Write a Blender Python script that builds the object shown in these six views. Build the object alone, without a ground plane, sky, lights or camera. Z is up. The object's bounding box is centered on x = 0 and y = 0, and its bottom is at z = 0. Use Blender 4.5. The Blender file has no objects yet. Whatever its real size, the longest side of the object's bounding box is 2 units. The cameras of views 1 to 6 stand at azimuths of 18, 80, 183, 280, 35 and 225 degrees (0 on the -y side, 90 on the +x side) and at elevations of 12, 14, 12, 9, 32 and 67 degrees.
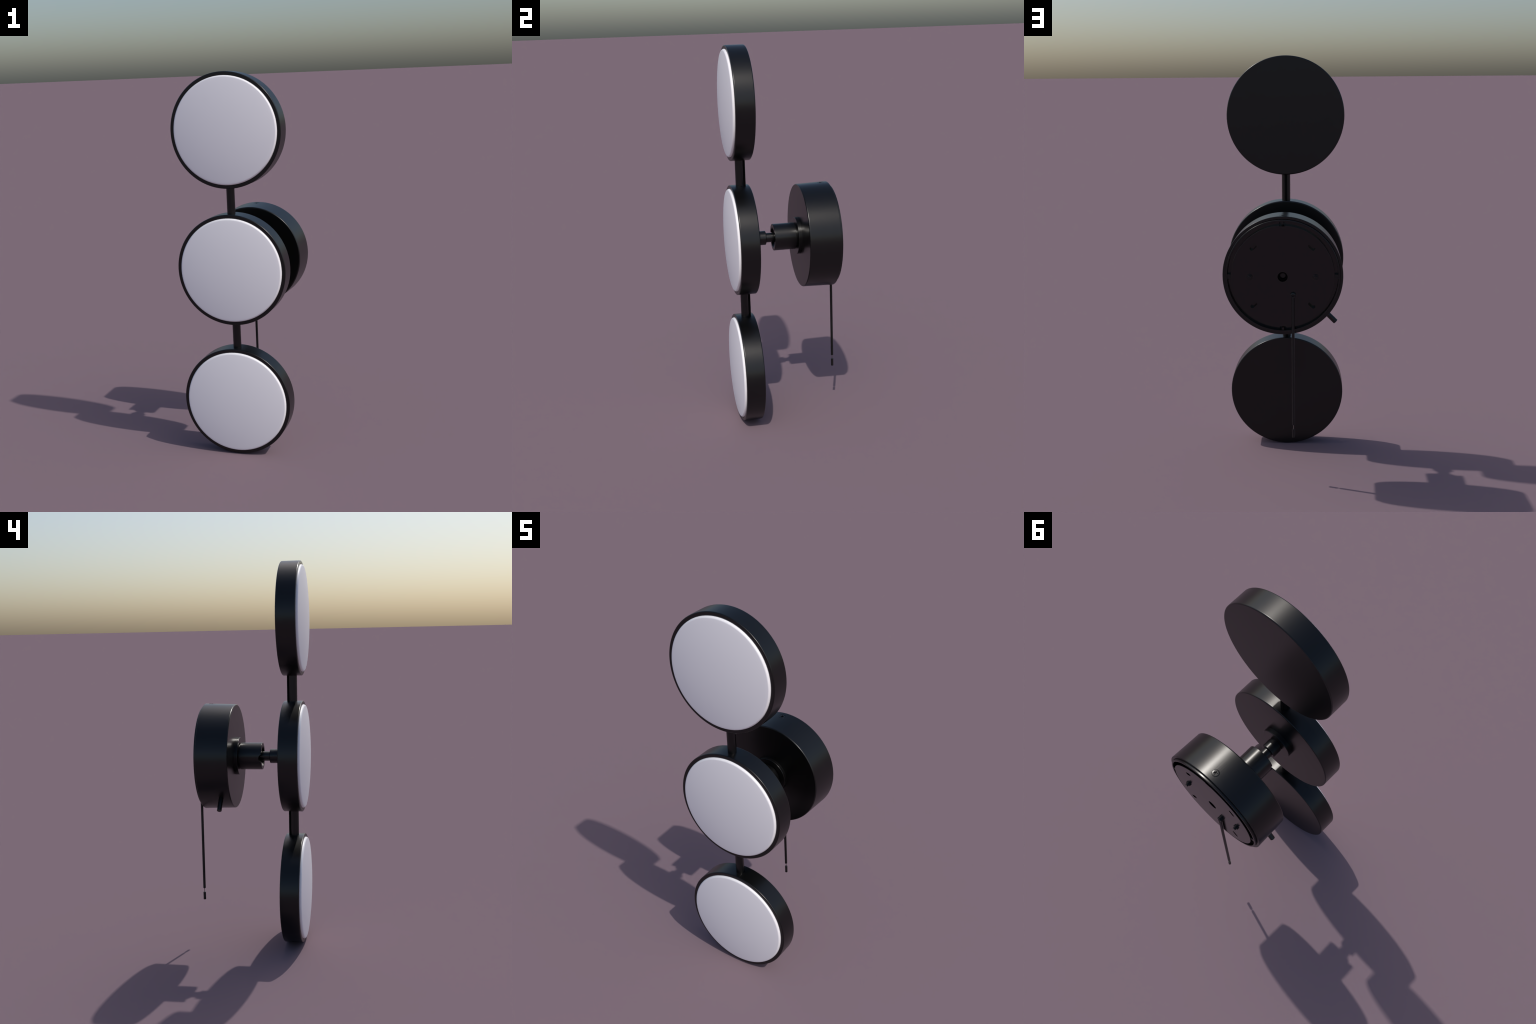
"""Three-disc wall lamp: round lit heads on a vertical rod, swivel arm, round wall base."""
import bpy, bmesh, math
from mathutils import Vector, Matrix

SEG = 192

# ------------------------------------------------------------------ sizes (metres)
HEAD_R = 0.2895                                  # lamp head radius
HEAD_Z = (1.7105, 1.0, 0.2895)                   # head centres
HEAD_FRONT, HEAD_BACK = -0.2608, -0.1620         # housing front rim / back face (y)
DIFF_R = 0.2706                                  # diffuser radius where it meets the rim
DIFF_APEX = -0.2882                              # most forward point of the domed diffuser
DIFF_CURVE = 0.225                               # y = apex + curve * r^2
ROD_R, ROD_Y = 0.0211, -0.2107
AXIS_Z = 1.0                                     # height of swivel arm axis
BASE_FRONT, BASE_BACK = 0.0940, 0.2572
BASE_RF, BASE_RB = 0.2735, 0.2782                # slight draft towards the wall

# ------------------------------------------------------------------ materials
def principled(name, base, rough, spec=0.5, rough_var=0.0, coat=0.0, scale=40.0):
    m = bpy.data.materials.new(name)
    m.use_nodes = True
    nt = m.node_tree
    b = nt.nodes["Principled BSDF"]
    b.inputs["Base Color"].default_value = (*base, 1)
    b.inputs["Roughness"].default_value = rough
    b.inputs["Specular IOR Level"].default_value = spec
    b.inputs["IOR"].default_value = 1.5
    b.inputs["Coat Weight"].default_value = coat
    if rough_var:
        tc = nt.nodes.new("ShaderNodeTexCoord")
        no = nt.nodes.new("ShaderNodeTexNoise")
        no.inputs["Scale"].default_value = scale
        no.inputs["Detail"].default_value = 4
        mr = nt.nodes.new("ShaderNodeMapRange")
        mr.inputs["To Min"].default_value = rough - rough_var
        mr.inputs["To Max"].default_value = rough + rough_var
        nt.links.new(tc.outputs["Object"], no.inputs["Vector"])
        nt.links.new(no.outputs["Fac"], mr.inputs["Value"])
        nt.links.new(mr.outputs["Result"], b.inputs["Roughness"])
    return m

M_BLACK = principled("black_lacquered_metal", (0.0025, 0.0025, 0.0027), 0.292, 0.5, 0.004)
M_PLATE = principled("smooth_black_plate", (0.003, 0.003, 0.0031), 0.14, 0.56, 0.004)
M_WHITE = principled("white_opal_diffuser", (0.94, 0.925, 0.955), 0.45, 0.5, 0.01)
M_CABLE = principled("black_cable_rubber", (0.002, 0.002, 0.002), 0.42, 0.5, 0.02, scale=120)
M_MATT = principled("dull_black", (0.0012, 0.0012, 0.0012), 0.8, 0.15, 0.02)
M_STEEL = principled("dark_steel_screw", (0.055, 0.054, 0.053), 0.34, 0.5, 0.02)
M_STEEL.node_tree.nodes["Principled BSDF"].inputs["Metallic"].default_value = 1.0
M_COPPER = principled("tinned_wire", (0.25, 0.23, 0.22), 0.35, 0.5, 0.02)
M_COPPER.node_tree.nodes["Principled BSDF"].inputs["Metallic"].default_value = 1.0

# ------------------------------------------------------------------ mesh helpers
def finish(bm, name, mat, angle=35):
    bmesh.ops.remove_doubles(bm, verts=bm.verts, dist=1e-7)
    bmesh.ops.recalc_face_normals(bm, faces=bm.faces)
    me = bpy.data.meshes.new(name)
    bm.to_mesh(me)
    bm.free()
    if mat:
        me.materials.append(mat)
    me.shade_smooth()
    me.set_sharp_from_angle(angle=math.radians(angle))
    return me

def fillet(profile, n=6):
    """profile: (r, y, fillet_radius) corners -> rounded list of (r, y)."""
    out = []
    for i, (r, y, f) in enumerate(profile):
        p = Vector((r, y))
        if f <= 0 or i in (0, len(profile) - 1):
            out.append(p)
            continue
        a = (Vector(profile[i - 1][:2]) - p)
        b = (Vector(profile[i + 1][:2]) - p)
        ang = a.angle(b)
        t = min(f / math.tan(ang / 2), a.length * 0.49, b.length * 0.49)
        f = t * math.tan(ang / 2)
        a_len, b_len = a.length, b.length
        a.normalize(); b.normalize()
        c = p + (a + b).normalized() * (f / math.sin(ang / 2))
        s, e = p + a * t - c, p + b * t - c
        # support rings just outside the arc keep the flat walls truly flat in shading
        if a_len - t > 0.004:
            out.append(p + a * (t + 0.0006))
        w = s.angle(e)
        for k in range(n + 1):
            q = (s * math.sin((1 - k / n) * w) + e * math.sin(k / n * w)) / math.sin(w)
            out.append(c + q)
        if b_len - t > 0.004:
            out.append(p + b * (t + 0.0006))
    return out

def lathe_bm(profile, seg=SEG, n=6, phase=0.0):
    """Revolve (r, y, fillet) profile around the y axis; open ends on the axis close themselves."""
    bm = bmesh.new()
    rings = []
    for p in fillet(profile, n):
        r, y = p
        if r < 1e-6:
            rings.append([bm.verts.new((0, y, 0))])
        else:
            rings.append([bm.verts.new((r * math.cos(phase + 2 * math.pi * k / seg), y,
                                        r * math.sin(phase + 2 * math.pi * k / seg))) for k in range(seg)])
    for A, B in zip(rings, rings[1:]):
        for k in range(seg):
            j = (k + 1) % seg
            if len(A) == 1 and len(B) == 1:
                continue
            if len(A) == 1:
                bm.faces.new((A[0], B[k], B[j]))
            elif len(B) == 1:
                bm.faces.new((A[k], B[0], A[j]))
            else:
                bm.faces.new((A[k], B[k], B[j], A[j]))
    return bm

def lathe(name, profile, mat, seg=SEG, n=6):
    return finish(lathe_bm(profile, seg, n), name, mat)

def add(name, me, parent, loc=(0, 0, 0), rot=None):
    ob = bpy.data.objects.new(name, me)
    bpy.context.scene.collection.objects.link(ob)
    ob.parent = parent
    ob.location = loc
    if rot:
        ob.rotation_euler = rot
    return ob

def cut(me, cutters, name, mat, angle=35):
    """Boolean-subtract a list of cutter meshes (world-aligned) from a mesh; returns a clean mesh."""
    tmp = bpy.data.objects.new("body_tmp", me)
    bpy.context.scene.collection.objects.link(tmp)
    helpers = []
    for c in cutters:
        h = bpy.data.objects.new("cutter_tmp", c)
        bpy.context.scene.collection.objects.link(h)
        helpers.append(h)
        md = tmp.modifiers.new("cut", 'BOOLEAN')
        md.operation = 'DIFFERENCE'
        md.solver = 'EXACT'
        md.object = h
    dg = bpy.context.evaluated_depsgraph_get()
    new = bpy.data.meshes.new_from_object(tmp.evaluated_get(dg))
    for h in helpers + [tmp]:
        bpy.data.objects.remove(h)
    new.name = name
    new.materials.clear()
    new.materials.append(mat)
    new.shade_smooth()
    new.set_sharp_from_angle(angle=math.radians(angle))
    return new

def prism(points_xz, y0, y1, mat=None):
    """Extrude a closed xz outline along y."""
    bm = bmesh.new()
    a = [bm.verts.new((x, y0, z)) for x, z in points_xz]
    b = [bm.verts.new((x, y1, z)) for x, z in points_xz]
    bm.faces.new(a)
    bm.faces.new(b[::-1])
    n = len(a)
    for i in range(n):
        j = (i + 1) % n
        bm.faces.new((a[i], a[j], b[j], b[i]))
    return finish(bm, "prism", mat)

def slot_outline(cx, cz, ang, half_len, rad, n=10):
    pts = []
    for side in (1, -1):
        for k in range(n + 1):
            t = -math.pi / 2 + math.pi * k / n
            x, z = side * (half_len + rad * math.cos(t)), side * rad * math.sin(t)
            pts.append((cx + x * math.cos(ang) - z * math.sin(ang), cz + x * math.sin(ang) + z * math.cos(ang)))
    return pts

def box_outline(x0, x1, z0, z1):
    return [(x0, z0), (x1, z0), (x1, z1), (x0, z1)]

# ------------------------------------------------------------------ root
lamp = bpy.data.objects.new("wall_lamp", None)
bpy.context.scene.collection.objects.link(lamp)
lamp["label"] = "black wall lamp with three white round light discs"
lamp["category"] = "wall lamp"

# ------------------------------------------------------------------ lamp heads
edge = 0.005
housing = lathe("lamp_housing", [
    (0, HEAD_BACK, 0), (HEAD_R - 0.06, HEAD_BACK, 0), (HEAD_R, HEAD_BACK, edge),
    (HEAD_R, HEAD_FRONT, 0.0045), (DIFF_R + 0.0022, HEAD_FRONT, 0.0010),
    (DIFF_R + 0.0022, HEAD_BACK - 0.015, 0), (0, HEAD_BACK - 0.015, 0)], M_BLACK)

# domed diffuser: shallow parabolic cap with a rolled edge that drops into the rim
dome = [(0, DIFF_APEX, 0)]
def dome_y(r):
    return DIFF_APEX + DIFF_CURVE * r * r + 0.30 * r ** 4

flat_r = 0.2622
for i in range(1, 25):
    r = flat_r * i / 24
    dome.append((r, dome_y(r), 0))
# rolled edge: a quarter superellipse from the dome down to the rim
y0, drop = dome_y(flat_r), 0.0
y1 = HEAD_FRONT + 0.0015
slope = (dome_y(flat_r) - dome_y(flat_r - 1e-4)) / 1e-4
for k in range(1, 15):
    t = math.pi / 2 * k / 14
    u = math.sin(t)
    dome.append((flat_r + (DIFF_R - flat_r) * u,
                 y0 + slope * (DIFF_R - flat_r) * u + (y1 - y0 - slope * (DIFF_R - flat_r)) * (1 - math.cos(t)), 0))
dome.append((DIFF_R, HEAD_FRONT + 0.010, 0))
dome.append((0, HEAD_FRONT + 0.010, 0))
diffuser = lathe("diffuser", dome, M_WHITE, n=10)

for z in HEAD_Z:
    h = add("lamp_housing", housing, lamp, (0, 0, z))
    add("diffuser", diffuser, h)

# ------------------------------------------------------------------ rods between the heads
def vertical_tube(name, rad, z0, z1, mat, seg=64, bev=0.0):
    bm = lathe_bm([(0, z0, 0), (rad, z0, bev), (rad, z1, bev), (0, z1, 0)], seg)
    bmesh.ops.rotate(bm, verts=bm.verts, cent=(0, 0, 0), matrix=Matrix.Rotation(math.pi / 2, 3, 'X'))
    return finish(bm, name, mat)

for a, b in ((HEAD_Z[0], HEAD_Z[1]), (HEAD_Z[1], HEAD_Z[2])):
    z_lo, z_hi = b + HEAD_R - 0.006, a - HEAD_R + 0.006
    rod = add("connecting_rod", vertical_tube("connecting_rod", ROD_R, z_lo, z_hi, M_BLACK), lamp, (0, ROD_Y, 0))
    add("rod_dark_strip", vertical_tube("rod_dark_strip", 0.0066, z_lo, z_hi, M_MATT, 32), rod, (0, ROD_R + 0.0040, 0))

# ------------------------------------------------------------------ swivel arm
ax = (0, 0, AXIS_Z)
add("swivel_flange", lathe("swivel_flange", [
    (0, HEAD_BACK + 0.0005, 0), (0.082, HEAD_BACK + 0.0005, 0), (0.082, -0.1385, 0.0025),
    (0.033, -0.1385, 0), (0.033, -0.132, 0), (0, -0.132, 0)], M_BLACK), lamp, ax)
add("swivel_pin", lathe("swivel_pin", [
    (0, -0.1335, 0), (0.0374, -0.1335, 0.0015), (0.0374, -0.0855, 0.003), (0.0252, -0.0855, 0.0005),
    (0.0252, 0.0, 0.004), (0, 0.0, 0)], M_BLACK, 96), lamp, ax)

sock = lathe("arm_socket", [
    (0, -0.0455, 0), (0.0708, -0.0455, 0.0018), (0.0708, 0.0715, 0.0022), (0.062, 0.0715, 0), (0.062, 0.080, 0),
    (0, 0.080, 0)], M_BLACK, 128)
bore = lathe("bore", [(0, -0.0595, 0), (0.062, -0.0595, 0), (0.034, -0.0105, 0), (0.034, 0.02, 0), (0, 0.02, 0)], M_BLACK, 96)
notch_bm = lathe_bm([(0, 0.0, 0), (0.0225, 0.0, 0), (0.0225, 0.1, 0), (0, 0.1, 0)], 64)
bmesh.ops.rotate(notch_bm, verts=notch_bm.verts, cent=(0, 0, 0), matrix=Matrix.Rotation(math.pi / 2, 3, 'Z'))
bmesh.ops.translate(notch_bm, verts=notch_bm.verts, vec=(0, -0.0535, -0.004))
notch = finish(notch_bm, "notch", M_BLACK)
add("arm_socket", cut(sock, [bore, notch], "arm_socket", M_BLACK), lamp, ax)

add("base_flange", lathe("base_flange", [
    (0, BASE_FRONT + 0.003, 0), (0.098, BASE_FRONT + 0.003, 0), (0.098, 0.0755, 0.002), (0.0, 0.0755, 0)],
    M_BLACK), lamp, ax)

# ------------------------------------------------------------------ wall base: shell
shell_me = lathe("base_shell", [
    (0, BASE_FRONT, 0), (BASE_RF - 0.05, BASE_FRONT, 0), (BASE_RF, BASE_FRONT, 0.0055),
    (BASE_RB, BASE_BACK, 0.002), (0.2655, BASE_BACK, 0), (0.2655, 0.19, 0),
    (0, 0.19, 0)], M_BLACK)

SCREW_Y = 0.2193
def screw_cutter(sign):
    bm = lathe_bm([(0, -0.02, 0), (0.0105, -0.02, 0), (0.0173, 0.0, 0), (0.0173, 0.02, 0), (0, 0.02, 0)], 48)
    bmesh.ops.rotate(bm, verts=bm.verts, cent=(0, 0, 0),
                     matrix=Matrix.Rotation(math.pi / 2 * sign, 3, 'X'))
    bmesh.ops.translate(bm, verts=bm.verts, vec=(0, SCREW_Y, sign * 0.2745))
    return finish(bm, "hole", M_BLACK)

base = add("base_shell", cut(shell_me, [screw_cutter(1), screw_cutter(-1)], "base_shell", M_BLACK), lamp, ax)

# countersunk cross-head screws (axis along local y, head towards +y)
head_me = lathe("screw_head", [(0, -0.012, 0), (0.010, -0.012, 0), (0.0170, -0.0006, 0.0006),
                               (0.012, 0.0002, 0.002), (0, 0.0003, 0)], M_BLACK, 64)
c1 = prism(box_outline(-0.0085, 0.0085, -0.0030, 0.0030), -0.006, 0.01)
c2 = prism(box_outline(-0.0030, 0.0030, -0.0085, 0.0085), -0.006, 0.01)
screw_me = cut(head_me, [c1, c2], "cross_head_screw", M_BLACK)
screw_me.transform(Matrix.Rotation(0.4, 4, 'Y'))
for s in (1, -1):
    o = add("cross_head_screw", screw_me, base, (0, SCREW_Y, s * 0.2768), (s * math.pi / 2, 0, 0))

# ------------------------------------------------------------------ wall base: back lip, groove, mounting plate
LIP_Y, PLATE_Y, FLOOR_Y = 0.2682, 0.2722, 0.2450
lip_me = lathe("back_lip", [
    (0.2555, 0.200, 0), (0.2640, 0.200, 0), (0.2640, LIP_Y, 0.0022), (0.2555, LIP_Y, 0.0008),
    (0.2555, 0.200, 0)], M_BLACK)
add("back_lip", lip_me, base)

# mounting plate standing in the lip with a groove around it
plate_me = lathe("mounting_plate", [
    (0, 0.195, 0), (0.2553, 0.195, 0), (0.2553, FLOOR_Y, 0), (0.2385, FLOOR_Y, 0), (0.2385, PLATE_Y, 0.0010),
    (0, PLATE_Y, 0)], M_BLACK)
cuts = []
for sx in (1, -1):
    for z in (0.1335, -0.1375):
        # slots lean inwards-up on both sides, as seen from the wall
        cuts.append(prism(slot_outline(sx * 0.1335, z + 0.004, -sx * math.radians(42), 0.0095, 0.0088), 0.246, 0.30))
cuts.append(lathe("hole", [(0, 0.228, 0), (0.0228, 0.228, 0), (0.0228, 0.30, 0), (0, 0.30, 0)], M_BLACK, 64))
for sz in (1, -1):
    cuts.append(prism(box_outline(-0.0147, 0.0147, *sorted((sz * 0.2350, sz * 0.2545))), 0.222, 0.30))
plate = add("mounting_plate", cut(plate_me, cuts, "mounting_plate", M_PLATE), base)
add("centre_boss", lathe("centre_boss", [(0, 0.20, 0), (0.0138, 0.20, 0), (0.0138, 0.243, 0.0015), (0, 0.243, 0)],
                         M_BLACK, 48), plate)
add("centre_grommet", lathe("centre_grommet", [(0.0139, 0.222, 0), (0.0227, 0.222, 0), (0.0227, 0.256, 0.001),
                                               (0.0139, 0.256, 0.001), (0.0139, 0.222, 0)], M_MATT, 48), plate)
# two bridges that hold the plate in the lip, left and right, and the screw lugs top and bottom
bridge = prism(box_outline(0.2375, 0.2565, -0.010, 0.010), FLOOR_Y - 0.002, 0.2662, M_BLACK)
lug = prism(box_outline(0.2425, 0.2560, -0.0055, 0.0055), 0.22, 0.262, M_BLACK)
for r in (0, math.pi):
    add("plate_bridge", bridge, plate, rot=(0, r, 0))
    add("screw_lug", lug, plate, rot=(0, r + math.pi / 2, 0))

# studs on the plate
stud = lathe("plate_stud", [(0, PLATE_Y - 0.001, 0), (0.0128, PLATE_Y - 0.001, 0), (0.0128, PLATE_Y + 0.0068, 0.0008),
                            (0.0076, PLATE_Y + 0.0068, 0), (0.0076, PLATE_Y + 0.0152, 0.001),
                            (0, PLATE_Y + 0.0152, 0)], M_BLACK, 48)
for sx in (1, -1):
    add("plate_stud", stud, plate, (sx * 0.1515, 0, -0.0005))

# ------------------------------------------------------------------ switch pin low on the side of the base
PIN_DIR = Vector((-1, 0, -1)).normalized()
pin_me = lathe("switch_pin", [(0, 0.25, 0), (0.0122, 0.25, 0), (0.0122, 0.3485, 0.002), (0, 0.3485, 0)], M_BLACK, 48)
sw = add("switch_pin", pin_me, lamp, (0, 0.1455, AXIS_Z))
sw.rotation_euler = Vector((0, 1, 0)).rotation_difference(PIN_DIR).to_euler()

# ------------------------------------------------------------------ power cable
CX, CY, CR = -0.0478, 0.2810, 0.0067
grommet = lathe("cable_grommet", [(0, PLATE_Y - 0.001, 0), (0.0132, PLATE_Y - 0.001, 0), (0.0132, PLATE_Y + 0.0135, 0.002),
                                  (0.0065, PLATE_Y + 0.0152, 0.001), (0.0055, PLATE_Y + 0.008, 0),
                                  (0, PLATE_Y + 0.008, 0)], M_BLACK, 48)
add("cable_grommet", grommet, plate, (CX, 0, 0.9145 - AXIS_Z))

def sweep(name, path, rad, mat, seg=24):
    """Round tube along a polyline in the yz plane at x = 0."""
    bm = bmesh.new()
    rings = []
    for i, p in enumerate(path):
        p = Vector(p)
        d = (Vector(path[min(i + 1, len(path) - 1)]) - Vector(path[max(i - 1, 0)])).normalized()
        side = Vector((1, 0, 0))
        up = d.cross(side)
        rings.append([bm.verts.new(p + rad * (math.cos(t) * side + math.sin(t) * up))
                      for t in (2 * math.pi * k / seg for k in range(seg))])
    for A, B in zip(rings, rings[1:]):
        for k in range(seg):
            j = (k + 1) % seg
            bm.faces.new((A[k], A[j], B[j], B[k]))
    bm.faces.new(rings[0])
    bm.faces.new(rings[-1])
    return finish(bm, name, mat)

path = [(0, CY, z) for z in (0.9100, 0.70, 0.45, 0.2845)]
cable = add("power_cable", sweep("power_cable", path, CR, M_CABLE), lamp, (CX, 0, 0))
add("bare_wire", sweep("bare_wire", [(0, CY, 0.290), (0, CY, 0.257)], 0.0019, M_COPPER, 12), cable)
add("cable_tip", sweep("cable_tip", [(0, CY, 0.2625), (0, CY, 0.2219)], 0.0068, M_CABLE), cable)
for z in (0.8985, 0.8925):
    add("cable_ring", sweep("cable_ring", [(0, CY, z + 0.0014), (0, CY, z - 0.0014)], CR + 0.0006, M_CABLE), cable)
